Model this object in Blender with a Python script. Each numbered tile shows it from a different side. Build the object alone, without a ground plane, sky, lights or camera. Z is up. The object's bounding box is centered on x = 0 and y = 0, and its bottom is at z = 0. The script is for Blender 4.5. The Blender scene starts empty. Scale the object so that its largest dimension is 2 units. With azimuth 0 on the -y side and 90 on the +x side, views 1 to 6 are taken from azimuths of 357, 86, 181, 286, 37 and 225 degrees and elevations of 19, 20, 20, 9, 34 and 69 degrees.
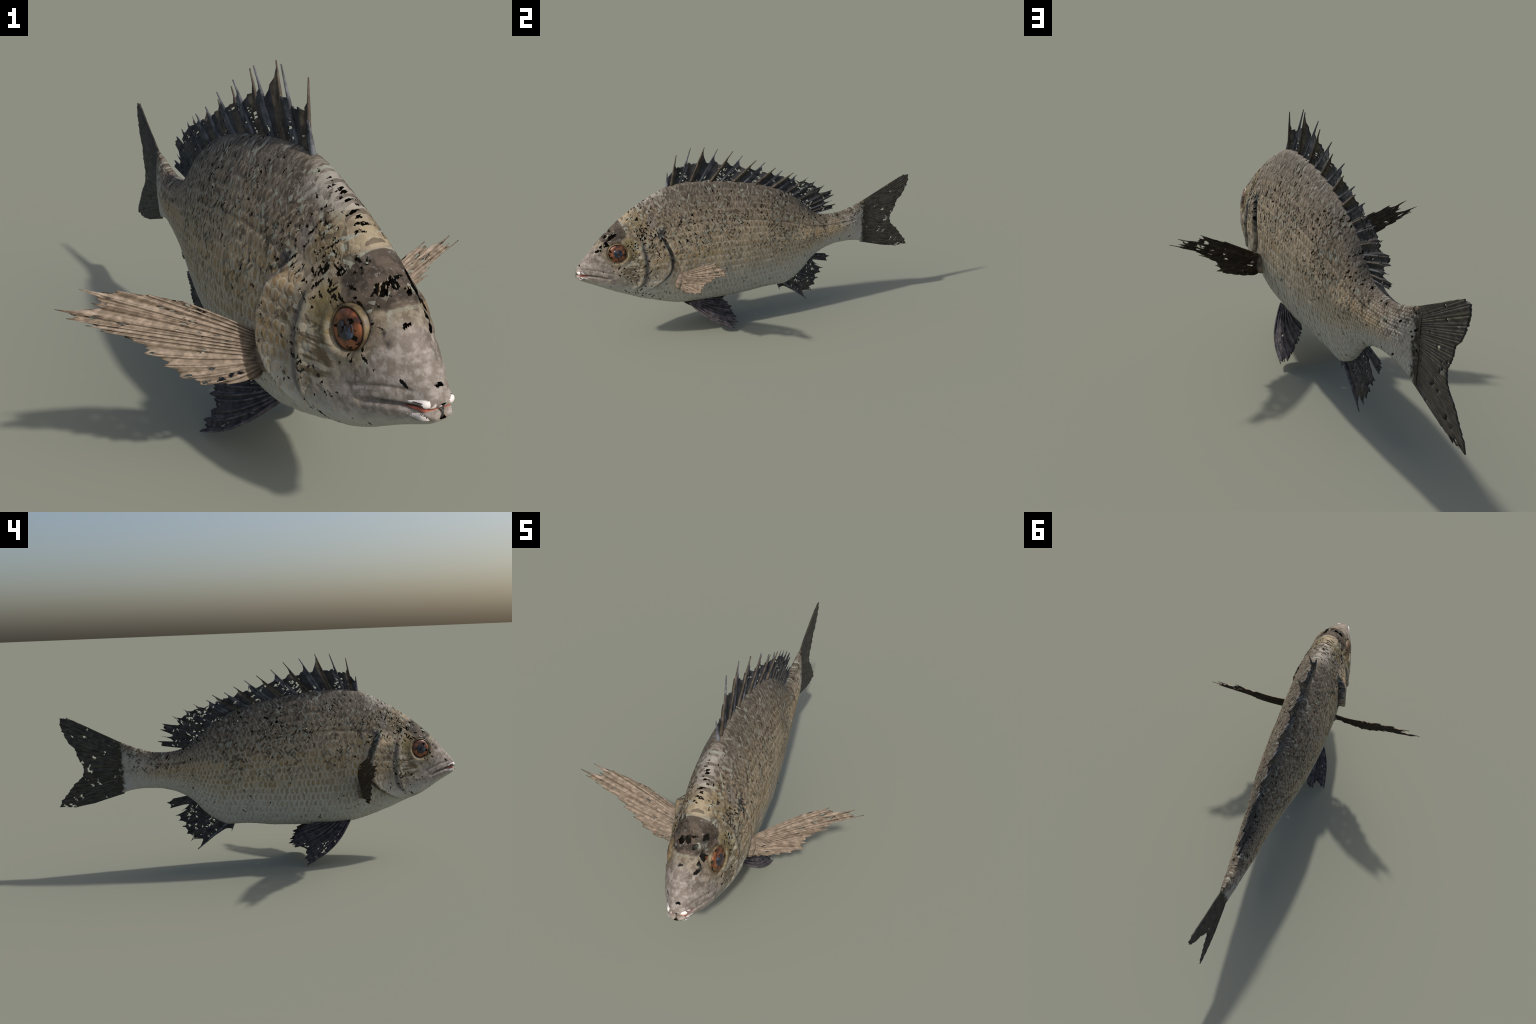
# A sea bream with spread fins: lofted body shell, scale plates, fan-built fins.
import bpy, bmesh, math
import numpy as np
from mathutils import Vector

rng = np.random.default_rng(7)

# ------------------------------------------------------------------ frame
# Local frame of the fish: x = sideways, y = along the body (snout -, tail +), z up.
HEADING = math.radians(21.0)
SIDE_SHIFT = -0.107

fish = bpy.data.objects.new("sea_bream", None)
bpy.context.scene.collection.objects.link(fish)
fish.rotation_euler = (0, 0, HEADING)
fish.location = (SIDE_SHIFT * math.cos(HEADING), SIDE_SHIFT * math.sin(HEADING), 0)
fish["label"] = "weathered grey-brown sea bream with spiny dark fins"
fish["category"] = "fish"


def add_object(name, mesh, parent=fish, mats=()):
    ob = bpy.data.objects.new(name, mesh)
    bpy.context.scene.collection.objects.link(ob)
    ob.parent = parent
    for m in mats:
        mesh.materials.append(m)
    return ob


def make_mesh(name, verts, faces, slots=None, smooth=True):
    me = bpy.data.meshes.new(name)
    me.from_pydata([tuple(map(float, v)) for v in verts], [], [tuple(map(int, f)) for f in faces])
    if slots is not None:
        me.polygons.foreach_set("material_index", np.asarray(slots, dtype=np.int32))
    me.polygons.foreach_set("use_smooth", [smooth] * len(me.polygons))
    me.update()
    return me


# ------------------------------------------------------------------ number helpers
def hash01(ix, iy, iz, seed=0):
    h = (ix.astype(np.int64) * 374761393 + iy.astype(np.int64) * 668265263
         + iz.astype(np.int64) * 2147483647 + seed * 1274126177) & 0xFFFFFFFF
    h = ((h ^ (h >> 13)) * 1274126177) & 0xFFFFFFFF
    h = ((h ^ (h >> 16)) * 2246822519) & 0xFFFFFFFF
    return ((h ^ (h >> 15)) & 0xFFFFFF) / float(0xFFFFFF)


def value_noise(p, scale, seed=0):
    q = np.asarray(p) * scale
    i = np.floor(q).astype(np.int64)
    f = q - i
    f = f * f * (3 - 2 * f)
    out = 0
    for dx in (0, 1):
        for dy in (0, 1):
            for dz in (0, 1):
                w = ((f[:, 0] if dx else 1 - f[:, 0]) * (f[:, 1] if dy else 1 - f[:, 1])
                     * (f[:, 2] if dz else 1 - f[:, 2]))
                out = out + w * hash01(i[:, 0] + dx, i[:, 1] + dy, i[:, 2] + dz, seed)
    return out


def shard_value(p, size, seed=0):
    """Random value of the nearest shard cell (angular cells of about `size`)."""
    q = np.asarray(p) / np.asarray(size)
    i = np.floor(q).astype(np.int64)
    best = np.full(len(q), 1e9)
    val = np.zeros(len(q))
    for dx in (-1, 0, 1):
        for dy in (-1, 0, 1):
            for dz in (-1, 0, 1):
                a, b, c = i[:, 0] + dx, i[:, 1] + dy, i[:, 2] + dz
                d = ((a + hash01(a, b, c, seed + 1) - q[:, 0]) ** 2 + (b + hash01(a, b, c, seed + 2) - q[:, 1]) ** 2
                     + (c + hash01(a, b, c, seed + 3) - q[:, 2]) ** 2)
                m = d < best
                best = np.where(m, d, best)
                val = np.where(m, hash01(a, b, c, seed + 4), val)
    return val


def smooth_curve(points):
    """Monotone cubic through (x, y) control points."""
    x = np.array([p[0] for p in points], float)
    y = np.array([p[1] for p in points], float)
    h = np.diff(x)
    d = np.diff(y) / h
    m = np.zeros(len(x))
    for k in range(1, len(x) - 1):
        if d[k - 1] * d[k] > 0:
            w1, w2 = 2 * h[k] + h[k - 1], h[k] + 2 * h[k - 1]
            m[k] = (w1 + w2) / (w1 / d[k - 1] + w2 / d[k])
    m[0], m[-1] = d[0], d[-1]

    def f(t):
        t = np.clip(np.asarray(t, float), x[0], x[-1])
        k = np.clip(np.searchsorted(x, t) - 1, 0, len(x) - 2)
        s = (t - x[k]) / h[k]
        return ((2 * s**3 - 3 * s**2 + 1) * y[k] + (s**3 - 2 * s**2 + s) * h[k] * m[k]
                + (-2 * s**3 + 3 * s**2) * y[k + 1] + (s**3 - s**2) * h[k] * m[k + 1])
    return f


def sstep(a, b, x):
    s = np.clip((x - a) / (b - a), 0, 1)
    return s * s * (3 - 2 * s)


# ------------------------------------------------------------------ body profile curves (y along the fish)
TOP_PTS = [(-1.030, .462), (-1.027, .477), (-1.019, .491), (-1.0, .516), (-.976, .541), (-.9, .627), (-.80, .717),
           (-.719, .776), (-.60, .849), (-.49, .895), (-.40, .909), (-.25, .903), (-.10, .885), (.03, .861),
           (.19, .812), (.29, .757), (.37, .692), (.43, .645), (.48, .622), (.53, .616), (.60, .619), (.68, .642),
           (.765, .676), (.82, .695)]
BOT_PTS = [(-1.030, .458), (-1.027, .441), (-1.02, .433), (-.91, .374), (-.754, .300), (-.65, .256), (-.55, .224),
           (-.436, .196), (-.35, .190), (-.243, .189), (-.04, .195), (.128, .209), (.217, .209), (.30, .245),
           (.35, .285), (.40, .342), (.44, .375), (.50, .407), (.59, .427), (.66, .430), (.734, .422), (.79, .406),
           (.82, .40)]
top_z = smooth_curve(TOP_PTS)
bot_z = smooth_curve(BOT_PTS)
half_w = smooth_curve([(-1.030, .0), (-1.027, .016), (-1.02, .030), (-1.0, .039), (-.94, .069), (-.90, .086),
                       (-.83, .105), (-.73, .122), (-.65, .132), (-.55, .138), (-.44, .141), (-.32, .144),
                       (-.20, .141), (-.07, .133), (.08, .117), (.25, .090), (.40, .072), (.55, .055), (.65, .040),
                       (.70, .033), (.76, .016), (.79, .006), (.82, .002)])
# sideways bow of the spine and twist of the tail blade
spine_x = smooth_curve([(-1.030, .006), (-.80, -.002), (-.50, -.014), (-.25, -.023), (0, -.018), (.2, -.008),
                        (.4, -.004), (.7, -.002), (1.12, .012)])


def bend(y, z):
    y, dz = np.asarray(y), np.asarray(z) - .56
    low = .036 * (1 - sstep(-.6, -.15, y)) + .045 * sstep(.72, 1.0, y)
    return spine_x(y) + np.where(dz > 0, .030 + .022 * sstep(.75, 1.05, y), low) * dz



wide_frac = smooth_curve([(-1.030, .5), (-.9, .40), (-.7, .42), (-.4, .46), (0, .50), (.4, .5), (.82, .5)])
upper_pow = smooth_curve([(-1.030, 2.0), (-.9, 1.9), (-.6, 1.6), (-.2, 1.48), (.2, 1.45), (.5, 1.65), (.82, 2.0)])
side_pow = smooth_curve([(-1.030, 2.05), (-.85, 2.0), (-.6, 1.7), (-.2, 1.55), (.2, 1.55), (.5, 1.8), (.82, 2.0)])
lower_pow = smooth_curve([(-1.030, 2.0), (-.9, 2.3), (-.6, 2.5), (-.3, 2.4), (.0, 2.1), (.2, 1.35), (.35, 1.2), (.5, 1.7),
                          (.82, 2.0)])
gill_edge = smooth_curve([(.27, -.76), (.30, -.72), (.34, -.651), (.375, -.591), (.41, -.55), (.465, -.520),
                          (.52, -.522), (.59, -.544), (.65, -.571), (.69, -.588), (.75, -.60)])
cheek_edge = smooth_curve([(.30, -.74), (.355, -.712), (.39, -.675), (.45, -.660), (.52, -.655), (.60, -.667),
                           (.68, -.68)])
LATERAL_PTS = [(-.575, .667), (-.43, .697), (-.23, .702), (-.04, .678), (.145, .643), (.27, .609), (.38, .576),
               (.49, .559), (.61, .560), (.77, .568)]
lateral_z = smooth_curve(LATERAL_PTS)
mouth_z = smooth_curve([(-1.04, .462), (-.94, .452), (-.86, .431), (-.80, .405)])
EYE_Y, EYE_Z, EYE_X = -.812, .577, .096

T0, T1 = -1.030, .80
NT, NV = 470, 120


def body_grid():
    """Rings of the body, NV+1 points from ridge to keel on each side, even in arc length."""
    u = np.linspace(0, 1, NT)
    ts = T0 + (T1 - T0) * (0.22 * u ** 2.2 + 0.78 * u)
    ts[0] = T0 + 1e-4
    th = np.linspace(0, np.pi, 500)
    half = np.zeros((NT, NV + 1, 2))
    for i, t in enumerate(ts):
        a, b, w = float(top_z(t)), float(bot_z(t)), float(half_w(t))
        zc = b + (a - b) * float(wide_frac(t))
        pu, pl = float(upper_pow(t)), float(lower_pow(t))
        c, s = np.cos(th), np.sin(th)
        x = w * np.where(c > 0, np.abs(s) ** (2 / float(side_pow(t))), np.abs(s) ** (2 / 2.25))
        z = np.where(c > 0, zc + (a - zc) * np.abs(c) ** (2 / pu), zc - (zc - b) * np.abs(c) ** (2 / pl))
        seg = np.hypot(np.diff(x), np.diff(z))
        arc = np.concatenate([[0], np.cumsum(seg)])
        v = np.linspace(0, arc[-1], NV + 1)
        half[i, :, 0] = np.interp(v, arc, x)
        half[i, :, 1] = np.interp(v, arc, z)
    return ts, half


TS, HALF = body_grid()


def surface_relief(y, x, z, side):
    """Outward offset: gill cover step, cheek groove, mouth, eye socket, nostril, lumps."""
    d = np.zeros_like(y)
    e = y - gill_edge(z)
    flare = 0.038 if side < 0 else 0.012
    band = sstep(.30, .37, z) * (1 - sstep(.60, .68, z))
    d += np.where(e < 0, flare * np.exp(e / .11), 0) * band
    d -= .010 * np.exp(-((e - .010) / .009) ** 2) * sstep(.29, .35, z) * (1 - sstep(.64, .69, z))
    c = y - cheek_edge(z)
    d -= .005 * np.exp(-(c / .008) ** 2) * sstep(.34, .40, z) * (1 - sstep(.58, .66, z))
    d += .006 * np.exp(-((c + .020) / .018) ** 2) * sstep(.34, .40, z) * (1 - sstep(.58, .66, z))
    # mouth slit, fading toward the jaw corner
    m = z - mouth_z(y)
    d -= .016 * np.exp(-(m / .0055) ** 2) * (1 - sstep(-.91, -.85, y))
    # fold of the upper jaw plate
    f = z - (mouth_z(y) + .036)
    d -= .004 * np.exp(-(f / .005) ** 2) * sstep(-1.0, -.97, y) * (1 - sstep(-.86, -.80, y))
    r = np.hypot(y - EYE_Y, z - EYE_Z)
    d += .003 * np.exp(-((r - .064) / .010) ** 2)
    d -= .020 * (1 - sstep(.040, .058, r))
    for ny, nz, nr in ((-.905, .568, .008), (-.890, .588, .006)):
        d -= .009 * np.exp(-(np.hypot(y - ny, z - nz) / nr) ** 2) * (np.abs(x) > .02)
    # fuller lower cheek on the side with the lifted gill cover
    if side < 0:
        d += .018 * np.exp(-((y + .78) / .10) ** 2 - ((z - .375) / .065) ** 2)
    # lateral line groove
    l = z - lateral_z(y)
    d -= .002 * np.exp(-(l / .005) ** 2) * sstep(-.57, -.53, y)
    return d


def side_points(side):
    P = np.zeros((NT, NV + 1, 3))
    P[..., 0] = side * HALF[..., 0]
    P[..., 1] = TS[:, None]
    P[..., 2] = HALF[..., 1]
    n = grid_normals(P, side)
    q = P.reshape(-1, 3)
    d = surface_relief(q[:, 1], q[:, 0], q[:, 2], side)
    d += .004 * (value_noise(q, 14, 3) - .5) + .0022 * (value_noise(q, 45, 4) - .5)
    d = d.reshape(NT, NV + 1)
    seam = np.sin(np.linspace(0, np.pi, NV + 1)) ** .35      # no offset on ridge and keel
    d *= seam[None, :]
    P += n * d[..., None]
    P[:, 0, 0] = 0
    P[:, -1, 0] = 0
    P[..., 0] += bend(P[..., 1], P[..., 2])
    return P, grid_normals(P, side)


def grid_normals(P, side):
    a = np.gradient(P, axis=0)
    b = np.gradient(P, axis=1)
    n = np.cross(a, b) * (-side)
    ln = np.linalg.norm(n, axis=2, keepdims=True)
    n = n / np.maximum(ln, 1e-9)
    flip = (n[..., 0] * side).mean() < 0
    return -n if flip else n


SIDES = {s: side_points(s) for s in (1, -1)}


def on_body(side, y, v):
    """Point and normal on the body at length y and arc fraction v (0 ridge, 1 keel)."""
    P, n = SIDES[side]
    fi = np.interp(y, TS, np.arange(NT))
    fv = np.clip(v, 0, 1) * NV
    i = np.clip(np.floor(fi).astype(int), 0, NT - 2)
    j = np.clip(np.floor(fv).astype(int), 0, NV - 1)
    a, b = (fi - i)[:, None], (fv - j)[:, None]

    def lerp(G):
        return (G[i, j] * (1 - a) * (1 - b) + G[i + 1, j] * a * (1 - b) + G[i, j + 1] * (1 - a) * b
                + G[i + 1, j + 1] * a * b)
    N = lerp(n)
    return lerp(P), N / np.maximum(np.linalg.norm(N, axis=1, keepdims=True), 1e-9)


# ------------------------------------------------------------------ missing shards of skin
def slivers(p, dens, seed, grow=1.0):
    """Thin angular chips in three directions."""
    lost = np.zeros(len(p), bool)
    for k, tilt, size in ((0, .6, (.02, .006, .022)), (10, -.9, (.02, .0065, .018)), (30, .1, (.02, .008, .009))):
        q = p.copy()
        q[:, 1] = p[:, 1] * math.cos(tilt) + p[:, 2] * math.sin(tilt)
        q[:, 2] = p[:, 2] * math.cos(tilt) - p[:, 1] * math.sin(tilt)
        lost |= shard_value(q, np.array(size) * grow, seed + k) < dens
    return lost


def lost_shard(p, amount=1.0):
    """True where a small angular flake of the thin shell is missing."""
    y, z = p[:, 1], p[:, 2]
    h = (z - bot_z(y)) / np.maximum(top_z(y) - bot_z(y), .05)
    dens = .014 + .085 * sstep(.40, .75, h)
    dens += .10 * np.exp(-((y + .80) / .06) ** 2) * sstep(.72, .95, h)            # brow
    dens += .05 * np.exp(-((y + .70) / .12) ** 2) * sstep(.5, .8, h)
    dens += .05 * np.exp(-((y + .64) / .12) ** 2)
    dens += .10 * np.exp(-((y + .40) / .10) ** 2) * sstep(.85, 1.0, h)
    dens *= np.where(y < -.87, .12, 1)
    dens *= 1 - .55 * sstep(.86, .96, h) * sstep(-.80, -.74, y) * (1 - sstep(-.5, -.42, y))
    dens *= np.clip((value_noise(p, 9, 11) - .30) * 2.6, 0.0, 2.2)
    dens *= 1 - .8 * sstep(.30, .5, y) * (1 - sstep(.85, 1.0, h))
    lost = slivers(p, dens * amount * .62, 20)
    brow = .30 * np.exp(-((y + .84) / .055) ** 2) * sstep(.78, .90, h)
    lost |= shard_value(p, (.022, .030, .022), 70) < brow
    return lost


# ------------------------------------------------------------------ material toolkit
class Nodes:
    def __init__(self, name):
        self.mat = bpy.data.materials.new(name)
        self.mat.use_nodes = True
        self.t = self.mat.node_tree
        self.t.nodes.clear()
        self.out = self.t.nodes.new("ShaderNodeOutputMaterial")
        tc = self.t.nodes.new("ShaderNodeTexCoord")
        self.co = tc.outputs["Object"]
        sx = self.t.nodes.new("ShaderNodeSeparateXYZ")
        self.t.links.new(self.co, sx.inputs[0])
        self.x, self.y, self.z = sx.outputs

    def put(self, sock, v):
        if isinstance(v, bpy.types.NodeSocket):
            self.t.links.new(v, sock)
        elif isinstance(v, (tuple, list)) and len(v) == 3 and sock.type == "RGBA":
            sock.default_value = (*v, 1)
        else:
            sock.default_value = v

    def math(self, op, a, b=0.0, clamp=False):
        n = self.t.nodes.new("ShaderNodeMath")
        n.operation, n.use_clamp = op, clamp
        self.put(n.inputs[0], a)
        self.put(n.inputs[1], b)
        return n.outputs[0]

    def mix(self, f, a, b, mode="MIX"):
        n = self.t.nodes.new("ShaderNodeMix")
        n.data_type, n.blend_type = "RGBA", mode
        self.put(n.inputs[0], f)
        self.put(n.inputs[6], a)
        self.put(n.inputs[7], b)
        return n.outputs[2]

    def step(self, v, a, b):
        n = self.t.nodes.new("ShaderNodeMapRange")
        n.interpolation_type = "SMOOTHSTEP"
        self.put(n.inputs[0], v)
        n.inputs[1].default_value, n.inputs[2].default_value = min(a, b), max(a, b)
        n.inputs[3].default_value, n.inputs[4].default_value = (0, 1) if a < b else (1, 0)
        return n.outputs[0]

    def noise(self, scale, detail=4, stretch=None, rough=.55):
        co = self.co
        if stretch:
            m = self.t.nodes.new("ShaderNodeMapping")
            self.t.links.new(co, m.inputs[0])
            m.inputs["Scale"].default_value = stretch
            co = m.outputs[0]
        n = self.t.nodes.new("ShaderNodeTexNoise")
        self.t.links.new(co, n.inputs["Vector"])
        n.inputs["Scale"].default_value = scale
        n.inputs["Detail"].default_value = detail
        n.inputs["Roughness"].default_value = rough
        return n.outputs[0]

    def cells(self, scale, stretch=(1, 1, 1), tilt=0.0):
        r = self.t.nodes.new("ShaderNodeMapping")
        self.t.links.new(self.co, r.inputs[0])
        r.inputs["Rotation"].default_value = (tilt, 0, 0)
        m = self.t.nodes.new("ShaderNodeMapping")
        self.t.links.new(r.outputs[0], m.inputs[0])
        m.inputs["Scale"].default_value = stretch
        n = self.t.nodes.new("ShaderNodeTexVoronoi")
        self.t.links.new(m.outputs[0], n.inputs["Vector"])
        n.inputs["Scale"].default_value = scale
        s = self.t.nodes.new("ShaderNodeSeparateColor")
        self.t.links.new(n.outputs["Color"], s.inputs[0])
        return s.outputs[0]

    def ramp(self, v, stops):
        n = self.t.nodes.new("ShaderNodeValToRGB")
        self.put(n.inputs[0], v)
        el = n.color_ramp.elements
        while len(el) < len(stops):
            el.new(.5)
        for e, (p, c) in zip(el, stops):
            e.position = p
            e.color = (*c, 1)
        return n.outputs[0]

    def profile(self, v, pts, x0, x1):
        """y value of a profile curve (x in [x0, x1], y in [0, 1])."""
        n = self.t.nodes.new("ShaderNodeFloatCurve")
        self.put(n.inputs["Value"], self.math("DIVIDE", self.math("SUBTRACT", v, x0), x1 - x0, True))
        c = n.mapping.curves[0]
        q = [((a - x0) / (x1 - x0), b) for a, b in pts]
        c.points[0].location, c.points[1].location = q[0], q[-1]
        for a in q[1:-1]:
            c.points.new(*a)
        n.mapping.update()
        return n.outputs[0]

    def spot(self, y, z, ry, rz):
        """1 inside an ellipse in side view, falling to 0 at its rim."""
        a = self.math("DIVIDE", self.math("SUBTRACT", self.y, y), ry)
        b = self.math("DIVIDE", self.math("SUBTRACT", self.z, z), rz)
        r = self.math("ADD", self.math("MULTIPLY", a, a), self.math("MULTIPLY", b, b))
        return self.step(r, 1.0, .25)

    def finish(self, color, rough=.75, bump=None, bump_h=.002, spec=.25):
        p = self.t.nodes.new("ShaderNodeBsdfPrincipled")
        self.put(p.inputs["Base Color"], color)
        self.put(p.inputs["Roughness"], rough)
        p.inputs["Specular IOR Level"].default_value = spec
        if bump is not None:
            b = self.t.nodes.new("ShaderNodeBump")
            b.inputs["Strength"].default_value = .6
            b.inputs["Distance"].default_value = bump_h
            self.t.links.new(bump, b.inputs["Height"])
            self.t.links.new(b.outputs[0], p.inputs["Normal"])
        self.t.links.new(p.outputs[0], self.out.inputs[0])
        return self.mat


def thin(pts, keep):
    return [p for k, p in enumerate(pts) if k in keep]


def skin_material(name, core):
    """core: 0 = pale rim of a scale / bare skin, 1 = brown heart of a scale."""
    n = Nodes(name)
    tops = [(-1.03, .48), (-.9, .632), (-.72, .781), (-.49, .897), (-.25, .903), (.03, .861), (.29, .757), (.43, .645),
            (.55, .617), (.68, .642), (.8, .69)]
    bots = [(-1.03, .43), (-.75, .291), (-.55, .214), (-.35, .18), (-.04, .187), (.22, .209), (.35, .285),
            (.44, .375), (.59, .427), (.8, .40)]
    zt = n.profile(n.y, tops, -1.05, .85)
    zb = n.profile(n.y, bots, -1.05, .85)
    h = n.math("DIVIDE", n.math("SUBTRACT", n.z, zb), n.math("SUBTRACT", zt, zb))
    wob = n.math("MULTIPLY", n.math("SUBTRACT", n.noise(5, 3), .5), .22)
    h = n.math("ADD", h, wob, False)
    rim = n.ramp(h, [(.0, (.47, .47, .43)), (.22, (.49, .475, .42)), (.42, (.46, .40, .30)), (.62, (.385, .318, .22)),
                     (.80, (.25, .20, .138)), (.97, (.12, .10, .075))])
    heart = n.ramp(h, [(.0, (.41, .405, .365)), (.20, (.36, .325, .26)), (.38, (.29, .215, .12)),
                       (.58, (.215, .153, .085)), (.78, (.13, .095, .057)), (.96, (.06, .048, .036))])
    col = n.mix(core, rim, heart)
    # golden rows on the flank, brown clouds on the back
    gold = n.math("MULTIPLY", n.step(n.noise(4.5, 3, (1, .35, 2.4)), .46, .66),
                  n.math("MULTIPLY", n.step(h, .25, .42), n.step(h, .80, .60)))
    col = n.mix(n.math("MULTIPLY", gold, .18 + .45 * core), col, (.34, .22, .085))
    cloud = n.math("MULTIPLY", n.step(n.noise(7, 5), .50, .70), n.step(h, .35, .65))
    col = n.mix(n.math("MULTIPLY", cloud, .5), col, n.mix(.55, col, (.07, .05, .03)))
    # streaks across each scale
    streak = n.noise(85, 5, (1, 1.9, .42), .65)
    col = n.mix(n.math("MULTIPLY", n.step(streak, .48, .66), .75), col, n.mix(.45, col, (.42, .39, .34)))
    col = n.mix(n.math("MULTIPLY", n.step(streak, .50, .34), .8), col, n.mix(.5, col, (.05, .04, .03)))
    # dark lateral line
    lz = n.profile(n.y, LATERAL_PTS, -1.05, .85)
    ll = n.step(n.math("ABSOLUTE", n.math("SUBTRACT", n.z, lz)), .007, .002)
    ll = n.math("MULTIPLY", ll, n.step(n.y, -.60, -.54))
    ll = n.math("MULTIPLY", ll, n.step(n.noise(20, 3), .35, .6))
    col = n.mix(n.math("MULTIPLY", ll, .6), col, (.06, .045, .03))
    # pale grey end of the tail stalk, dark rear fringe
    stalk = n.math("MULTIPLY", n.step(n.y, .55, .72), n.step(h, .95, .7))
    col = n.mix(n.math("MULTIPLY", stalk, .6), col, (.42, .405, .37))
    col = n.mix(n.step(n.math("ADD", n.y, n.math("MULTIPLY", n.noise(34, 4), .09)), .805, .830), col, (.04, .034, .024))
    # head: olive brown cheeks, pale violet-grey snout, dark brow
    head = n.step(n.y, -.60, -.70)
    cheek = n.mix(n.step(n.noise(38, 4), .40, .62), (.085, .063, .036), (.26, .22, .16))
    col = n.mix(n.math("MULTIPLY", head, n.math("MULTIPLY", n.step(n.z, .33, .40), .65)), col, cheek)
    bars = n.noise(22, 2, (.3, .5, 2.6))
    barmask = n.spot(-.735, .50, .075, .11)
    bar = n.mix(n.step(bars, .45, .56), (.085, .06, .03), (.34, .305, .24))
    col = n.mix(n.math("MULTIPLY", barmask, .8), col, bar)
    olive = n.spot(-.745, .60, .055, .075)
    col = n.mix(n.math("MULTIPLY", olive, .7), col, (.17, .13, .05))
    snout_line = n.math("ADD", n.y, n.math("MULTIPLY", n.math("SUBTRACT", n.z, .5), .55))
    snout_line = n.math("ADD", snout_line, n.math("MULTIPLY", n.math("SUBTRACT", n.noise(12, 3), .5), .12))
    snout = n.step(snout_line, -.80, -.90)
    mottle = n.mix(n.step(n.noise(55, 5), .38, .66), (.165, .138, .118), (.30, .268, .245))
    col = n.mix(n.math("MULTIPLY", snout, .9), col, mottle)
    low = n.math("MULTIPLY", n.step(n.y, -.55, -.70), n.step(h, .24, .10))
    col = n.mix(n.math("MULTIPLY", low, .8), col, (.42, .415, .38))
    brow = n.spot(-.832, .702, .10, .095)
    brow = n.step(n.math("ADD", brow, n.math("MULTIPLY", n.math("SUBTRACT", n.noise(24, 4), .5), 1.6)), .25, .60)
    brow = n.math("MULTIPLY", brow, n.spot(-.832, .702, .13, .125))
    col = n.mix(n.math("MULTIPLY", brow, .95), col, n.mix(n.step(n.noise(26, 3), .45, .6), (.024, .018, .013), (.075, .057, .043)))
    ridge = n.math("MULTIPLY", n.step(h, .92, .99), n.math("MULTIPLY", n.step(n.y, -.80, -.74), n.step(n.y, -.50, -.58)))
    col = n.mix(n.math("MULTIPLY", ridge, .7), col, (.31, .285, .25))
    cream = n.math("MULTIPLY", n.spot(-.755, .760, .045, .04), n.step(n.math("ABSOLUTE", n.x), .085, .05))
    col = n.mix(n.math("MULTIPLY", cream, .7), col, (.36, .30, .21))
    smut = n.math("MULTIPLY", n.math("MULTIPLY", n.spot(-.92, .585, .10, .07), n.step(n.x, .0, .03)), n.step(n.noise(36, 3), .44, .58))
    col = n.mix(n.math("MULTIPLY", smut, .75), col, (.075, .062, .05))
    nape = n.spot(-.69, .74, .10, .075)
    col = n.mix(n.math("MULTIPLY", nape, .6), col, n.mix(core, (.24, .19, .11), (.13, .09, .04)))
    col = n.mix(n.math("MULTIPLY", n.spot(-.878, .575, .045, .028), .6), col, (.10, .08, .06))
    lid = n.spot(-.812, .577, .085, .085)
    col = n.mix(n.math("MULTIPLY", lid, .5), col, n.mix(n.step(n.z, .56, .61), (.17, .13, .065), (.055, .042, .027)))
    # dark bruise at the top of the gill slit and down its edge
    col = n.mix(n.math("MULTIPLY", n.spot(-.565, .660, .028, .045), .85), col, (.045, .042, .05))
    cover = n.spot(-.60, .50, .085, .17)
    col = n.mix(n.math("MULTIPLY", cover, n.math("MULTIPLY", n.step(n.noise(17, 4), .34, .60), .62)), col, n.mix(.55, col, (.055, .040, .022)))
    face = n.math("MULTIPLY", n.step(n.y, -.66, -.74), n.step(n.noise(75, 5, None, .7), .52, .66))
    col = n.mix(n.math("MULTIPLY", face, .5), col, n.mix(.5, col, (.07, .055, .042)))
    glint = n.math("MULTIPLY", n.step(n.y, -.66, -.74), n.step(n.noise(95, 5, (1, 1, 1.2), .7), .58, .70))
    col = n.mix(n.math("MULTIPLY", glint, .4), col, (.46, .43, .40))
    # dark ragged seam behind the gill cover, violet fold at the cheek edge
    gy = n.profile(n.z, [(.27, .76), (.34, .651), (.41, .55), (.465, .520), (.52, .522), (.59, .544), (.69, .588)], .25, .75)
    ge = n.math("ADD", n.math("ADD", n.y, gy), n.math("MULTIPLY", n.math("SUBTRACT", n.noise(30, 3), .5), .02))
    seam = n.step(n.math("ABSOLUTE", n.math("SUBTRACT", ge, .010)), .014, .006)
    seam = n.math("MULTIPLY", seam, n.math("MULTIPLY", n.step(n.z, .34, .42), n.step(n.z, .70, .66)))
    col = n.mix(n.math("MULTIPLY", seam, .8), col, (.035, .030, .028))
    cy = n.profile(n.z, [(.30, .74), (.355, .712), (.39, .675), (.45, .66), (.52, .655), (.60, .667), (.68, .68)], .25, .75)
    ce = n.step(n.math("ABSOLUTE", n.math("ADD", n.y, cy)), .016, .004)
    ce = n.math("MULTIPLY", ce, n.math("MULTIPLY", n.step(n.z, .33, .38), n.step(n.z, .66, .58)))
    col = n.mix(n.math("MULTIPLY", ce, .7), col, (.10, .085, .08))
    col = n.mix(n.math("MULTIPLY", n.spot(-.615, .735, .03, .05), .5), col, (.15, .135, .135))
    # painted slivers: ground seen through holes (pale), unlit inside of the shell (dark)
    zone = n.math("MULTIPLY", n.step(n.noise(7, 2), .36, .56), n.step(h, .25, .6))
    zone = n.math("MULTIPLY", zone, n.step(n.y, -.93, -.84))
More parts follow.
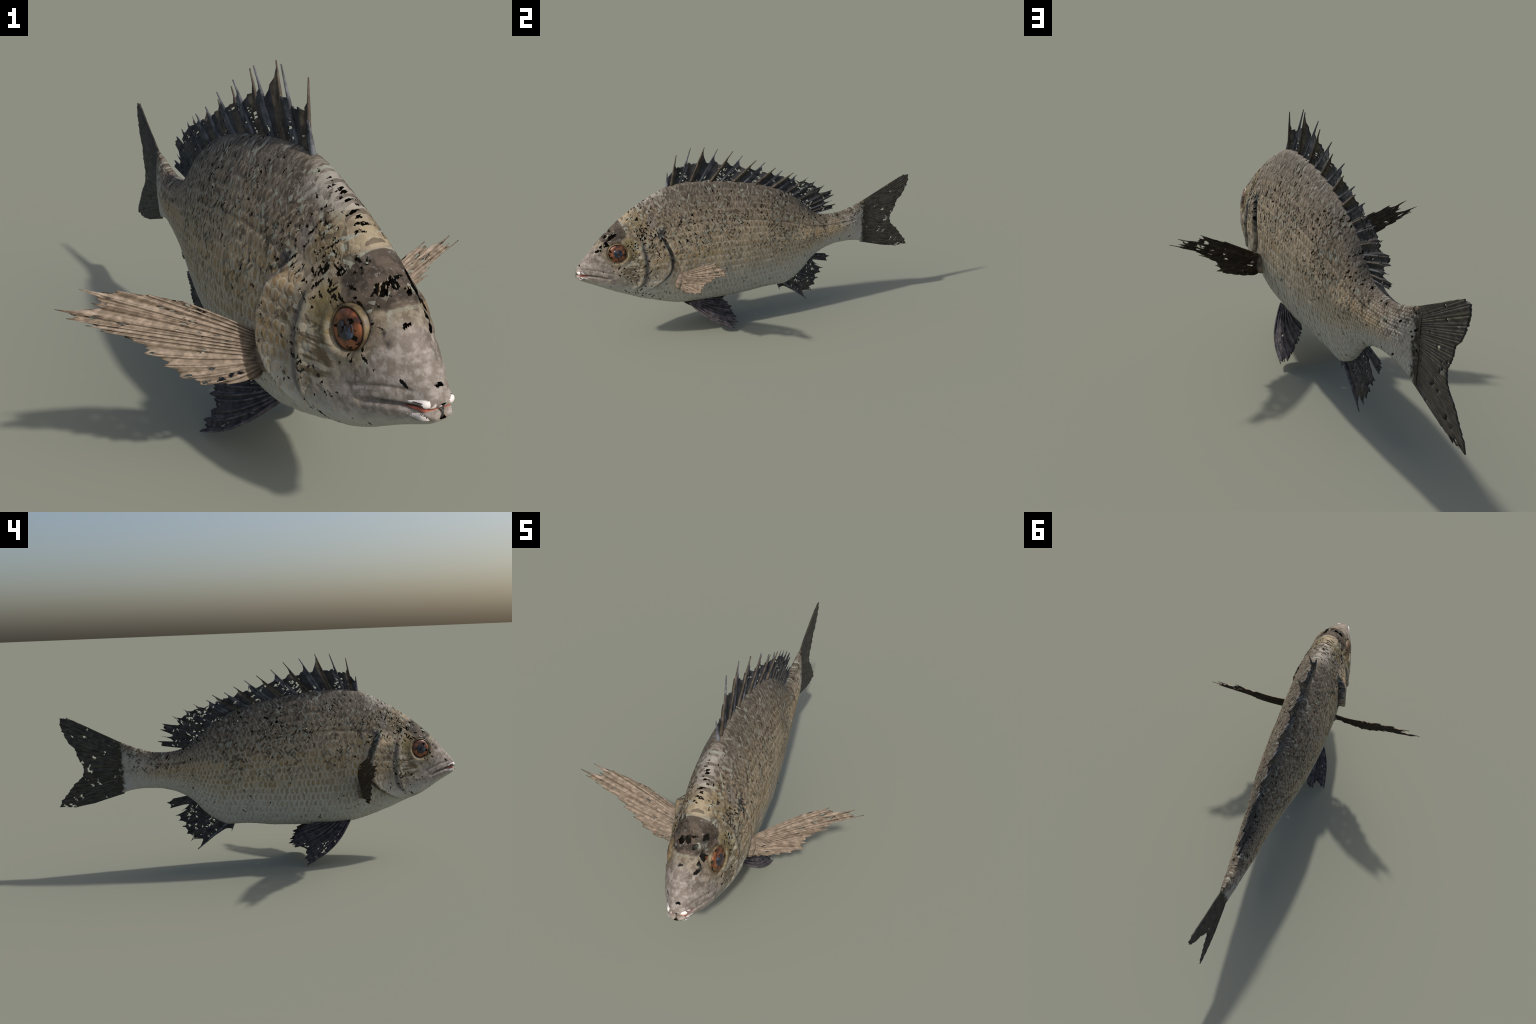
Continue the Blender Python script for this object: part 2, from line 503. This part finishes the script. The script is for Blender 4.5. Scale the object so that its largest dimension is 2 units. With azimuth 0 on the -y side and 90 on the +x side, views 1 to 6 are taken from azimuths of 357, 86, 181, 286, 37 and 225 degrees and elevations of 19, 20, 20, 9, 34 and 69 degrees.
    for tilt, sc in ((.6, (1, 150, 42)), (-.8, (1, 140, 48)), (.1, (1, 90, 90))):
        flake = n.cells(1, sc, tilt)
        col = n.mix(n.math("MULTIPLY", n.math("MULTIPLY", n.math("LESS_THAN", flake, .035), zone), .85), col, (.235, .24, .195))
        col = n.mix(n.math("MULTIPLY", n.math("MULTIPLY", n.math("GREATER_THAN", flake, .915), zone), .75), col, (.055, .042, .03))
    warm = n.math("MULTIPLY", n.math("LESS_THAN", n.cells(1, (1, 110, 45), .9), .04), n.step(h, .45, .25))
    col = n.mix(n.math("MULTIPLY", warm, .6), col, (.40, .33, .25))
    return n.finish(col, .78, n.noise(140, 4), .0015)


def fin_material(name, dark, light, streak=(1, 1, 1), rough=.7, scale=40):
    n = Nodes(name)
    a = n.noise(scale, 4, streak)
    col = n.mix(n.step(a, .32, .72), dark, light)
    grime = n.step(n.noise(16, 4), .52, .70)
    col = n.mix(n.math("MULTIPLY", grime, .35), col, n.mix(.5, col, (.10, .085, .055)))
    patch = n.math("LESS_THAN", n.cells(1, (60, 60, 85), .5), .16)
    col = n.mix(n.math("MULTIPLY", patch, .55), col, n.mix(.5, dark, col))
    return n.finish(col, rough, n.noise(120, 3), .001, .3)


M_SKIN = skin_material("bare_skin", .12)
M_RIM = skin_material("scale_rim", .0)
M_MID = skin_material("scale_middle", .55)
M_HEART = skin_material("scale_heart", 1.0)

M_BLACK = fin_material("fin_membrane_black", (.014, .014, .016), (.045, .045, .05))
M_BLUE = fin_material("fin_ray_blue_grey", (.032, .034, .040), (.135, .14, .155))
M_TAN = fin_material("fin_ray_olive_tan", (.032, .026, .019), (.105, .082, .058))
M_SOOT = fin_material("fin_membrane_soot", (.022, .021, .02), (.075, .07, .062))
M_TAIL = fin_material("tail_membrane", (.022, .020, .016), (.062, .056, .042), (1, .4, 2))
M_TAILRAY = fin_material("tail_ray", (.025, .023, .018), (.075, .066, .048), (1, .4, 2))
M_PLUM = fin_material("belly_fin_plum", (.04, .036, .042), (.15, .125, .13))
M_PLUM_DARK = fin_material("belly_fin_dark", (.016, .014, .016), (.06, .052, .055))
M_PINK = fin_material("breast_fin_pink", (.125, .095, .07), (.275, .215, .163), (1.5, 1, 3), .7, 30)
M_PINK_DARK = fin_material("breast_fin_brown", (.08, .057, .038), (.195, .148, .105), (1.5, 1, 3), .7, 30)
M_PINK_RAY = fin_material("breast_fin_ray", (.15, .117, .087), (.30, .24, .188), (1.5, 1, 3), .7, 30)
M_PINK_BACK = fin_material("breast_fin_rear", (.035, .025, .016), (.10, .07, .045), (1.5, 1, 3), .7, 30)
M_LIP = fin_material("lip_white", (.48, .42, .40), (.80, .75, .72), (1, 1, 1), .45, 25)
M_MOUTH = fin_material("mouth_red", (.28, .07, .045), (.5, .16, .11))
n_ = Nodes("iris_orange")
M_IRIS = n_.finish(n_.mix(n_.step(n_.noise(45, 4), .35, .68), (.055, .020, .010), (.25, .082, .028)), .35, None, 0, .5)
n_ = Nodes("pupil_blue_black")
M_PUPIL = n_.finish(n_.mix(n_.step(n_.noise(50, 3), .45, .62), (.010, .012, .020), (.045, .065, .105)), .25, None, 0, .5)
n_ = Nodes("eye_rim_yellow")
M_EYERIM = n_.finish(n_.mix(n_.step(n_.noise(35, 3), .35, .65), (.06, .04, .02), (.15, .11, .055)), .5, None, 0, .4)


# ------------------------------------------------------------------ body shell
def build_body():
    Pp, Np = SIDES[1]
    Pm, Nm = SIDES[-1]
    ring = 2 * NV                                    # ridge, +x side, keel, -x side
    V = np.zeros((NT, ring, 3))
    NN = np.zeros((NT, ring, 3))
    V[:, :NV + 1] = Pp
    NN[:, :NV + 1] = Np
    V[:, NV + 1:] = Pm[:, NV - 1:0:-1]
    NN[:, NV + 1:] = Nm[:, NV - 1:0:-1]
    NN[:, 0] = (Np[:, 0] + Nm[:, 0]) / 2
    NN[:, NV] = (Np[:, NV] + Nm[:, NV]) / 2
    ln = np.linalg.norm(NN, axis=2, keepdims=True)
    NN = NN / np.maximum(ln, 1e-6)
    idx = np.arange(NT * ring).reshape(NT, ring)
    a, b = idx[:-1], idx[1:]
    a2, b2 = np.roll(a, -1, 1), np.roll(b, -1, 1)
    tri = np.where(((np.add.outer(np.arange(NT - 1), np.arange(ring))) % 2 == 0)[..., None, None],
                   np.stack([np.stack([a, a2, b2], -1), np.stack([a, b2, b], -1)], 2),
                   np.stack([np.stack([a, a2, b], -1), np.stack([a2, b2, b], -1)], 2)).reshape(-1, 3)
    V = V.reshape(-1, 3)
    NN = NN.reshape(-1, 3)
    cap = idx[0]
    tri = np.vstack([tri, [[cap[0], cap[k + 1], cap[k]] for k in range(1, ring - 1)]])
    c = V[tri].mean(1)
    gone = lost_shard(c)
    keep = ~gone
    tri, c = tri[keep], c[keep]
    # winding: outward = along stored normals
    fn = np.cross(V[tri[:, 1]] - V[tri[:, 0]], V[tri[:, 2]] - V[tri[:, 0]])
    flip = (fn * NN[tri[:, 0]]).sum(1) < 0
    tri[flip] = tri[flip][:, [0, 2, 1]]
    y, z = c[:, 1], c[:, 2]
    head_line = np.where(z < .69, gill_edge(z), -.60 - .35 * (z - .69))
    head_line = np.where(z < .30, -.70, head_line)
    cover = (y > cheek_edge(z)) & (y < head_line) & (z > .335) & (z < .66)
    region = np.where(y < head_line, 0, np.where(y > .43, 2, 1))
    region = np.where(cover & (c[:, 0] > 0), 3, np.where(cover, 4, region))
    parts = {}
    for r, name in enumerate(("head", "torso", "tail", "gill_cover", "gill_cover")):
        f = tri[region == r]
        used, inv = np.unique(f, return_inverse=True)
        me = make_mesh(name, V[used], inv.reshape(-1, 3))
        me.normals_split_custom_set_from_vertices([tuple(map(float, q)) for q in NN[used]])
        parts[r] = add_object(name, me, fish if r < 3 else parts[0], [M_SKIN])
    return parts


PARTS = build_body()
HEAD, TORSO, TAIL = PARTS[0], PARTS[1], PARTS[2]


# ------------------------------------------------------------------ scales
def wears_scales(y, z):
    """Scaled skin: everything behind the gill slit, nape, cheek and gill cover."""
    behind = y > gill_edge(z) + .022
    nape = (z > .69) & (y > -.80 + (z - .70) * .55)
    cover = (y > cheek_edge(z) + .016) & (y < gill_edge(z) - .020) & (z > .36) & (z < .66)
    cheek = (y > -.735) & (y < cheek_edge(z) - .022) & (z > .37) & (z < .56)
    low = np.where(z < .30, y > -.60, True)
    return ((behind & low & (z < .70)) | nape | cover | cheek) & (y < .765)


def build_scales():
    rings = (.0, .42, .68, .88, 1.0)
    seg = 14
    ang = np.linspace(0, 2 * np.pi, seg, endpoint=False)
    loc = [(.30, 0, 0)]
    for r in rings[1:]:
        for q in ang:
            loc.append((r * np.cos(q) * (.55 + .45 * r) + .30 * (1 - r), r ** .75 * np.sin(q), r))
    loc = np.array(loc)
    faces, slot = [], []
    for k in range(seg):
        faces.append((0, 1 + k, 1 + (k + 1) % seg))
        slot.append(2)
    for r in range(len(rings) - 2):
        o, p = 1 + r * seg, 1 + (r + 1) * seg
        for k in range(seg):
            k2 = (k + 1) % seg
            faces += [(o + k, p + k, p + k2), (o + k, p + k2, o + k2)]
            slot += [(1, 0, 0)[r]] * 2
    faces, slot = np.array(faces), np.array(slot)
    rows = 10
    made = []
    for side in (1, -1):
        y, col = -.84, 0
        while y < .765:
            depth = float(top_z(y) - bot_z(y))
            step = .0135 + .0115 * np.clip((depth - .18) / .5, 0, 1)
            for r in range(rows * 2):
                if (r + col) % 2:
                    continue
                v = (r + 1.0) / (rows * 2 + 1)
                if v < .02 or v > .985:
                    continue
                yc = y + rng.normal(0, .10) * step
                c, _ = on_body(side, np.array([yc]), np.array([v]))
                if not wears_scales(c[:, 1], c[:, 2])[0]:
                    continue
                small = .8 if c[0, 1] < -.6 and c[0, 2] < .69 else 1
                low = sstep(.30, .20, c[0, 2])
                ha = step * 1.0 * small * rng.uniform(.92, 1.08)
                hv = .335 / rows * small * rng.uniform(.94, 1.06)
                # pointed-oval outline, blunter toward the tail
                a = loc[:, 0] * np.where(loc[:, 0] > 0, 1.0, 1.15) * ha
                b = loc[:, 1] * hv * (1 - .12 * np.abs(loc[:, 0]))
                P, N = on_body(side, yc + a, v + b)
                lift = .0010 + .0021 * (a / ha) - .0016 * loc[:, 2] ** 4
                P = P + N * lift[:, None]
                f = faces
                fn = np.cross(P[f[:, 1]] - P[f[:, 0]], P[f[:, 2]] - P[f[:, 0]])
                bad = (fn * N[f[:, 0]]).sum(1) < 0
                f = f.copy()
                f[bad] = f[bad][:, [0, 2, 1]]
                s = slot.copy()
                tone = rng.random()
                if tone < .16:
                    s = np.minimum(s, 1)
                elif tone > .93:
                    s = np.maximum(s, 1)
                made.append((P, f, s, c[0], ha * hv * depth * (1 - .4 * low)))
            y += step * .5
            col += 1
    centres = np.concatenate([P[f].mean(1) for P, f, *_ in made])
    keep = ~lost_shard(centres).reshape(len(made), -1)
    return [(P, f[k], s[k], c, a) for (P, f, s, c, a), k in zip(made, keep) if k.sum() > 5]


def emit_scales(made):
    order = sorted(range(len(made)), key=lambda k: -made[k][4] * (made[k][3][1] > -.5))
    single = set(order[:300])
    mats = [M_RIM, M_MID, M_HEART]
    groups = {}
    for k, (P, f, s, c, _) in enumerate(made):
        owner = HEAD if (c[1] < -.62 or c[1] < float(gill_edge(c[2])) and c[2] < .69) else TAIL if c[1] > .43 else TORSO
        if k in single:
            add_object("scale", make_mesh("scale", P, f, s), owner, mats)
        else:
            groups.setdefault(owner.name, (owner, []))[1].append((P, f, s))
    for owner, items in groups.values():
        off, V, F, S = 0, [], [], []
        for P, f, s in items:
            V.append(P)
            F.append(f + off)
            S.append(s)
            off += len(P)
        ob = add_object("scales", make_mesh("scales", np.vstack(V), np.vstack(F), np.concatenate(S)), owner, mats)
        ob["kind"] = "stuff"


emit_scales(build_scales())


# ------------------------------------------------------------------ head details
def tube(name, path, radii, mat, parent, seg=8, flat=1.0, side=None):
    path = np.asarray(path, float)
    radii = np.asarray(radii, float)
    tan = np.gradient(path, axis=0)
    tan /= np.linalg.norm(tan, axis=1, keepdims=True)
    ref = np.array(side if side is not None else (1.0, 0, 0))
    V, F = [], []
    for p, t, r in zip(path, tan, radii):
        u = ref - t * (ref @ t)
        u /= np.linalg.norm(u)
        w = np.cross(t, u)
        for q in range(seg):
            a = 2 * np.pi * q / seg
            V.append(p + r * (np.cos(a) * u * flat + np.sin(a) * w))
    m = len(path)
    for i in range(m - 1):
        for q in range(seg):
            q2 = (q + 1) % seg
            F.append((i * seg + q, i * seg + q2, (i + 1) * seg + q2, (i + 1) * seg + q))
    F.append(tuple(range(seg))[::-1])
    F.append(tuple((m - 1) * seg + q for q in range(seg)))
    return add_object(name, make_mesh(name, V, F), parent, [mat] if mat else [])


def chip(ob, share, size):
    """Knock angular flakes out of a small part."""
    bm = bmesh.new()
    bm.from_mesh(ob.data)
    bmesh.ops.triangulate(bm, faces=bm.faces)
    c = np.array([f.calc_center_median() for f in bm.faces])
    v = shard_value(c, size, 90)
    bmesh.ops.delete(bm, geom=[f for f, q in zip(list(bm.faces), v) if q < share], context="FACES")
    bm.to_mesh(ob.data)
    bm.free()
    return ob


def build_eye(side):
    cx = Vector((side * EYE_X + float(bend(EYE_Y, EYE_Z)), EYE_Y, EYE_Z))
    nrm = Vector((side * .965, -.20, .12)).normalized()
    up = (Vector((0, 0, 1)) - nrm * nrm.z).normalized()
    fw = nrm.cross(up)

    def dome(name, rings, mat, parent, seg=40):
        V, F = [], []
        for r, h in rings:
            for k in range(seg):
                a = 2 * math.pi * k / seg
                V.append(cx + fw * (r * math.cos(a)) + up * (r * math.sin(a)) + nrm * h)
        for i in range(len(rings) - 1):
            for k in range(seg):
                k2 = (k + 1) % seg
                q = (i * seg + k, i * seg + k2, (i + 1) * seg + k2, (i + 1) * seg + k)
                F.append(q if side > 0 else q)
        F.append(tuple((len(rings) - 1) * seg + k for k in range(seg)))
        me = make_mesh(name, V, F)
        bm = bmesh.new()
        bm.from_mesh(me)
        bmesh.ops.recalc_face_normals(bm, faces=bm.faces)
        bm.to_mesh(me)
        bm.free()
        return add_object(name, me, parent, [mat])

    eye = dome("eye", [(.046, -.030), (.0485, -.008), (.047, -.001), (.0435, .0022), (.039, .0040), (.034, .0052), (.028, .0060),
                       (.020, .0066), (.012, .0068), (.004, .0068)], M_IRIS, fish)
    chip(eye, .16, (.012, .014, .010))
    pup = dome("pupil", [(.0255, .0040), (.0245, .0075), (.019, .0086), (.009, .0094), (.002, .0095)], M_PUPIL, eye)
    chip(pup, .22, (.010, .010, .012))
    dome("eye_rim", [(.058, -.014), (.0555, -.003), (.0535, .0005), (.051, .001), (.0488, -.001), (.047, -.007)], M_EYERIM, eye)
    return eye


def open_rim_fix():
    """The rim is a ring: drop the closing cap so the iris shows."""
    for ob in [o for o in bpy.data.objects if o.name.startswith("eye_rim")]:
        bm = bmesh.new()
        bm.from_mesh(ob.data)
        bmesh.ops.delete(bm, geom=[f for f in bm.faces if len(f.verts) > 4], context="FACES")
        bm.to_mesh(ob.data)
        bm.free()


for s in (1, -1):
    build_eye(s)
open_rim_fix()


def lip(name, dz, reach, r, mat, inset=0.0):
    """A soft roll following the mouth round the snout."""
    q = np.linspace(-1, 1, 41)
    path = []
    for a in q:
        y = -1.020 + (reach) * abs(a) ** 1.8
        w = float(half_w(max(y, -1.0265)))
        side = 1 if a >= 0 else -1
        x = side * w * (0.0 if abs(a) < 1e-6 else min(1, abs(a) * 3.5) ** .55) * .92
        z = float(mouth_z(y)) + dz
        path.append((x, y + inset, z))
    path = np.array(path)
    for _ in range(3):
        path[1:-1] = (path[:-2] + 2 * path[1:-1] + path[2:]) / 4
    path[:, 0] += bend(path[:, 1], path[:, 2])
    rad = r * (1 - .8 * np.abs(q) ** 2)
    return chip(tube(name, path, rad, mat, HEAD, 12, 1.0, (0, 0, 1)), .38 if mat is M_LIP else .1, (.013, .013, .009))


lip("upper_lip", .013, .06, .0100, M_LIP, .004)
lip("lower_lip", -.017, .055, .0105, M_LIP, .008)
lip("mouth_lining", -.002, .045, .006, M_MOUTH, .010)


# ------------------------------------------------------------------ fins
def polyline_at(pts, s):
    pts = np.asarray(pts, float)
    d = np.concatenate([[0], np.cumsum(np.linalg.norm(np.diff(pts, axis=0), axis=1))])
    d /= d[-1]
    return np.stack([np.interp(s, d, pts[:, k]) for k in range(pts.shape[1])], -1)


def solid_sheet(name, V, F, slots, mats, parent, thick):
    me = make_mesh(name, V, F, slots)
    ob = add_object(name, me, parent, mats)
    md = ob.modifiers.new("thickness", "SOLIDIFY")
    md.thickness = thick
    md.offset = 0
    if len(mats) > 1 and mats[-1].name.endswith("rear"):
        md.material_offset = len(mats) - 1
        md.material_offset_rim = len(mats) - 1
    dg = bpy.context.evaluated_depsgraph_get()
    new = bpy.data.meshes.new_from_object(ob.evaluated_get(dg))
    ob.modifiers.clear()
    old = ob.data
    ob.data = new
    new.name = name
    bpy.data.meshes.remove(old)
    return ob


def ragged(k, seed, amp):
    r = np.random.default_rng(seed)
    return 1 - amp * np.abs(r.normal(0, .6, k)).clip(0, 1.6)


def build_fan(name, rays, normal, mats, ray_mats, attach, notch, ray_r, parent=fish, sub=6, along=26, pleat=.003,
              ray_end=None, att_back=None, holes=.05, fray=.05, bow=None, seed=1, thick=.0035, ray_name="fin_ray", tip_r=.15, hole_size=(.012, .012, .012),
              slot_pick=None, base_holes=0.0, gap_panels=()):
    """rays: list of (base xyz, tip xyz). A sheet spans neighbouring rays up to `attach` of their length and dips by
    `notch` between them; each ray is a tapered rod."""
    rays = [(np.array(a, float), np.array(b, float)) for a, b in rays]
    n = np.array(normal, float)
    n /= np.linalg.norm(n)
    r = np.random.default_rng(seed)
    bow = bow or (lambda p, f, q: p)
    K = len(rays)
    att = attach if hasattr(attach, "__len__") else [attach] * K
    V, F, S = [], [], []
    for i in range(K - 1):
        if i in gap_panels:
            continue
        (a0, a1), (b0, b1) = rays[i], rays[i + 1]
        off = len(V)
        jag = ragged(sub + 1, seed * 97 + i, fray)
        nt = notch[i] if hasattr(notch, "__len__") else notch
        tone = [int(r.integers(0, 3)) for _ in range(sub)] if slot_pick is None else [slot_pick(i, k, r) for k in range(sub)]
        for k in range(sub + 1):
            s = k / sub
            back = att[i + 1] if att_back is None else att_back[i + 1]
            fr = (att[i] * (1 - s) + back * s) * (1 - nt * math.sin(math.pi * s) ** .8)
            if 0 < k < sub:
                fr *= jag[k]
            base = a0 * (1 - s) + b0 * s
            tip = a1 * (1 - s) + b1 * s
            dip = pleat * (math.sin(math.pi * s) + .35 * (-1) ** k * (0 < k < sub))
            for j in range(along + 1):
                f = fr * j / along
                p = bow(base * (1 - f) + tip * f, f, (i + s) / (K - 1))
                V.append(p - n * dip * min(1, 4 * f + .2))
        for k in range(sub):
            for j in range(along):
                q = off + k * (along + 1) + j
                w = q + along + 1
                F += [(q, w, w + 1), (q, w + 1, q + 1)] if (j + k) % 2 else [(q, w, q + 1), (w, w + 1, q + 1)]
                S += [tone[k]] * 2
    V, F, S = np.array(V), np.array(F), np.array(S)
    if holes > 0:
        c = V[F].mean(1)
        dens = holes * np.clip((value_noise(c, 16, seed) - .25) * 2.4, 0, 2)
        if base_holes > 0:
            m = np.tile(np.repeat(np.arange(along), 2), len(F) // (2 * along)) / along
            dens = dens + base_holes * np.exp(-(m / .10) ** 2)
        keep = ~slivers(c, dens * .5, 40 + seed, max(hole_size) / .020)
        F, S = F[keep], S[keep]
    fn = np.cross(V[F[:, 1]] - V[F[:, 0]], V[F[:, 2]] - V[F[:, 0]])
    bad = (fn @ n) < 0
    F[bad] = F[bad][:, [0, 2, 1]]
    sheet = solid_sheet(name, V, F, S, mats, parent, thick)
    for i, (a, b) in enumerate(rays):
        f = np.linspace(0, 1, 14)
        end = 1.0 if ray_end is None else min(1.0, att[i] * ray_end)
        path = np.array([bow(a * (1 - q) + b * q, q, i / (K - 1)) for q in f * end])
        r0 = ray_r[i] if hasattr(ray_r, "__len__") else ray_r
        rad = r0 * (1 - (1 - tip_r) * f ** 1.2)
        m = ray_mats[i % len(ray_mats)]
        tube(ray_name, path, rad, m, sheet, 6, 1.0, n)
    return sheet


X = (1.0, 0.0, 0.0)


def mid(y, z, x=0.0):
    return (x + float(bend(y, z)), y, z)


def dorsal_fin():
    tips = [(-.485, .968), (-.438, 1.065), (-.344, 1.096), (-.270, 1.098), (-.185, 1.073), (-.104, 1.057), (-.035, 1.022),
            (.040, .994), (.105, .972), (.162, .941), (.215, .914), (.277, .902), (.310, .879), (.380, .860),
            (.432, .834), (.492, .801), (.545, .765), (.560, .735), (.550, .700), (.576, .675), (.560, .650)]
    bases = [-.492, -.468, -.420, -.356, -.300, -.235, -.170, -.102, -.032, .036, .094, .142, .186, .235, .275, .318,
             .350, .372, .395, .412, .430]
    att = [.75, .70, .66, .93, .84, .82, .84, .84, .86, .86, .88, .90, .90, .90, .95, .97, 1, 1, .9, 1, 1]
    low = [.5, .55, .50, .58, .60, .58, .60, .62, .64, .66, .70, .74, .76, .80, .88, .9, 1, 1, .9, 1, 1]
    notch = [.10, .05, .06, .12, .10, .10, .08, .10, .08, .10, .08, .10, .14, .10, .12, .25, .05, .30, .35, .05]
    rays = []
    for k, (b, t) in enumerate(zip(bases, tips)):
        lean = .012 * (1 if k % 2 else -1) * (k < 13)
        zb = float(top_z(b)) - .012
        long = 1.03 if k not in (2, 3) else 1.0
        rays.append((mid(b, zb), mid(b + (t[0] - b) * long, zb + (t[1] - zb) * long, lean)))
    r = [.0092 if k < 13 else .0045 for k in range(len(rays))]

    def pick(i, k, g):
        return 0 if k > 1 else (1 + (i % 2)) if i < 13 else int(g.integers(0, 2)) * 3
    return build_fan("dorsal_fin", rays, X, [M_BLACK, M_BLUE, M_TAN, M_SOOT], [M_BLUE, M_TAN], att, notch, r, att_back=low, pleat=.006,
                     holes=.06, fray=.09, seed=3, ray_name="fin_spine", tip_r=.22, slot_pick=pick, base_holes=.22,
                     thick=.004, hole_size=(.02, .012, .016))


def caudal_fin():
    edge = [(.95, .768), (1.03, .810), (1.062, .825), (1.090, .812), (1.078, .748), (1.028, .655), (1.0, .60),
            (.976, .557), (.998, .500), (1.050, .458), (1.058, .425), (1.102, .392), (1.113, .352), (1.04, .345),
            (.93, .365)]
    K = 25
    s = np.linspace(0, 1, K)
    tips = polyline_at(edge, s)
    tips = np.array((.75, .55)) + (tips - np.array((.75, .55))) * 1.010
    rays = []
    for k in range(K):
        zb = .676 - (.676 - .408) * s[k]
        yb = .752 + .018 * abs(2 * s[k] - 1)
        rays.append((mid(yb, zb), mid(*tips[k])))
    g = np.random.default_rng(5)
    att = 1 - .05 * g.random(K) ** 3
    return build_fan("caudal_fin", rays, X, [M_TAIL, M_TAILRAY, M_SOOT], [M_TAILRAY], att, .008, .0022, sub=4, along=34, ray_end=1.01,
                     pleat=.0018, holes=.035, fray=.02, seed=6, thick=.005, hole_size=(.03, .013, .009), tip_r=.35)


def anal_fin():
    tips = [(.211, .165), (.398, .077), (.434, .126), (.452, .165), (.475, .205), (.495, .240), (.508, .268),
            (.478, .292), (.535, .311), (.551, .342), (.520, .362)]
    base = [(.195, .215), (.222, .222), (.262, .236), (.290, .252), (.315, .268), (.340, .292), (.362, .315),
            (.384, .338), (.402, .352), (.412, .362), (.424, .374)]
    rays = [(mid(*b), mid(*t)) for b, t in zip(base, tips)]
    att = [.7, .93, .97, 1, 1, .98, 1, .85, 1, 1, 1]
    r = [.006, .0115, .006, .004, .004, .004, .004, .004, .004, .004, .004]
    return build_fan("anal_fin", rays, X, [M_BLACK, M_SOOT, M_PLUM_DARK], [M_BLUE, M_BLUE, M_PLUM], att,
                     [.55, .18, .10, .08, .12, .10, .25, .60, .06, .06], r, pleat=.005, holes=.07, fray=.06, seed=8,
                     thick=.004, hole_size=(.02, .011, .011), tip_r=.2)


def breast_fin(side):
    if side < 0:
        edge = [(.425, .610), (.530, .628), (.635, .622), (.685, .604), (.640, .578), (.572, .540), (.515, .515),
                (.492, .485), (.442, .440), (.400, .400), (.354, .358), (.305, .338), (.262, .332), (.205, .336)]

        def sheet_y(x, z):
            return -.469 + .16 * (z - .40) - .012 * (x - .15)
        root = ((.150, .444), (.150, .342))
    else:
        edge = [(.388, .572), (.465, .578), (.497, .562), (.572, .552), (.530, .541), (.480, .513), (.421, .468),
                (.387, .446), (.363, .405), (.329, .369), (.266, .347), (.205, .333), (.150, .328)]

        def sheet_y(x, z):
            return -.468 + .2 * (x - .11) + .2 * (z - .40)
        root = ((.120, .424), (.120, .332))
    K = 16
    s = np.linspace(0, 1, K)
    tips = polyline_at(edge, s ** 1.1)
    rays = []
    for k in range(K):
        bx = root[0][0] * (1 - s[k]) + root[1][0] * s[k]
        bz = root[0][1] * (1 - s[k]) + root[1][1] * s[k]
        rays.append(((side * bx, sheet_y(bx, bz), bz - .004), (side * tips[k][0], sheet_y(*tips[k]), tips[k][1] - .006)))
    g = np.random.default_rng(9 + side)
    att = 1.03 - .16 * g.random(K)
    att[0] = .70
    att[3] = 1.06

    def bow(p, f, u):
        q = np.array(p)
        q[1] += ((.012 - .036 * u) if side < 0 else .012) * math.sin(math.pi * min(f, 1))
        return q
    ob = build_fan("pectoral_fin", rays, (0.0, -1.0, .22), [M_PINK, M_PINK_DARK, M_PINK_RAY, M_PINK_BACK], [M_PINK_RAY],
                   att, .06, .0026, sub=6, along=30, ray_end=1.0, pleat=.0055, holes=.06, fray=.06, bow=bow, seed=12 + side, thick=.003,
                   hole_size=(.020, .02, .010), tip_r=.3)
    # fleshy stump where the fin leaves the body
    c0, c1 = np.array(rays[0][0]), np.array(rays[-1][0])
    inner = np.array((-side * .03, .0, 0))
    f = np.linspace(0, 1, 9)
    path = np.array([c0 * (1 - q) + c1 * q + inner * .35 for q in f])
    tube("fin_root", path, .016 + .012 * np.sin(np.pi * f), M_PINK, ob, 10, 1.0, X)
    return ob


def pelvic_fin(side):
    if side > 0:
        base0, base1 = np.array((.036, -.392, .198)), np.array((.020, -.300, .200))
        edge = [(.117, -.139, .027), (.104, -.150, .046), (.100, -.113, .048), (.080, -.120, .080), (.065, -.126, .102),
                (.041, -.138, .139), (.018, -.171, .180), (.013, -.212, .193)]
        nrm = (.90, .10, .45)
    else:
        base0, base1 = np.array((-.078, -.425, .205)), np.array((-.066, -.300, .210))
        edge = [(-.214, -.176, .018), (-.200, -.160, .045), (-.178, -.170, .075), (-.160, -.155, .100),
                (-.160, -.122, .099), (-.147, -.104, .122), (-.122, -.122, .158), (-.094, -.172, .190)]
        nrm = (-.80, .10, .58)
    K = 9
    s = np.linspace(0, 1, K)
    tips = polyline_at(edge, s)
    rays = [(base0 * (1 - q) + base1 * q, (base0 * (1 - q) + base1 * q) * -.05 + t * 1.05) for q, t in zip(s, tips)]
    g = np.random.default_rng(30 + side)
    att = 1 - .05 * g.random(K)
    r = [.006] + [.004] * (K - 1)
    n = np.cross(rays[0][1] - rays[0][0], rays[-1][1] - rays[0][0])
    if n[0] * side < 0:
        n = -n

    lead = rays[0][1] - rays[0][0]
    out = np.cross(lead, n)
    out = out / np.linalg.norm(out)
    if out @ (rays[-1][1] - rays[0][1]) > 0:
        out = -out

    def bow(p, f, u):
        w = math.sin(math.pi * min(1, f))
        return np.array(p) + n / np.linalg.norm(n) * .010 * w + out * (.034 * (1 - u) ** 1.3 * w)
    return build_fan("pelvic_fin", rays, n, [M_PLUM, M_PLUM_DARK, M_PLUM_DARK], [M_PLUM], att, .02, r, sub=5, along=24, ray_end=1.0,
                     pleat=.007, holes=.05 if side < 0 else .02, fray=.06, bow=bow, seed=33 + side, thick=.0035,
                     hole_size=(.016, .016, .010), tip_r=.25)


dorsal_fin()
caudal_fin()
anal_fin()
for s in (1, -1):
    breast_fin(s)
    pelvic_fin(s)
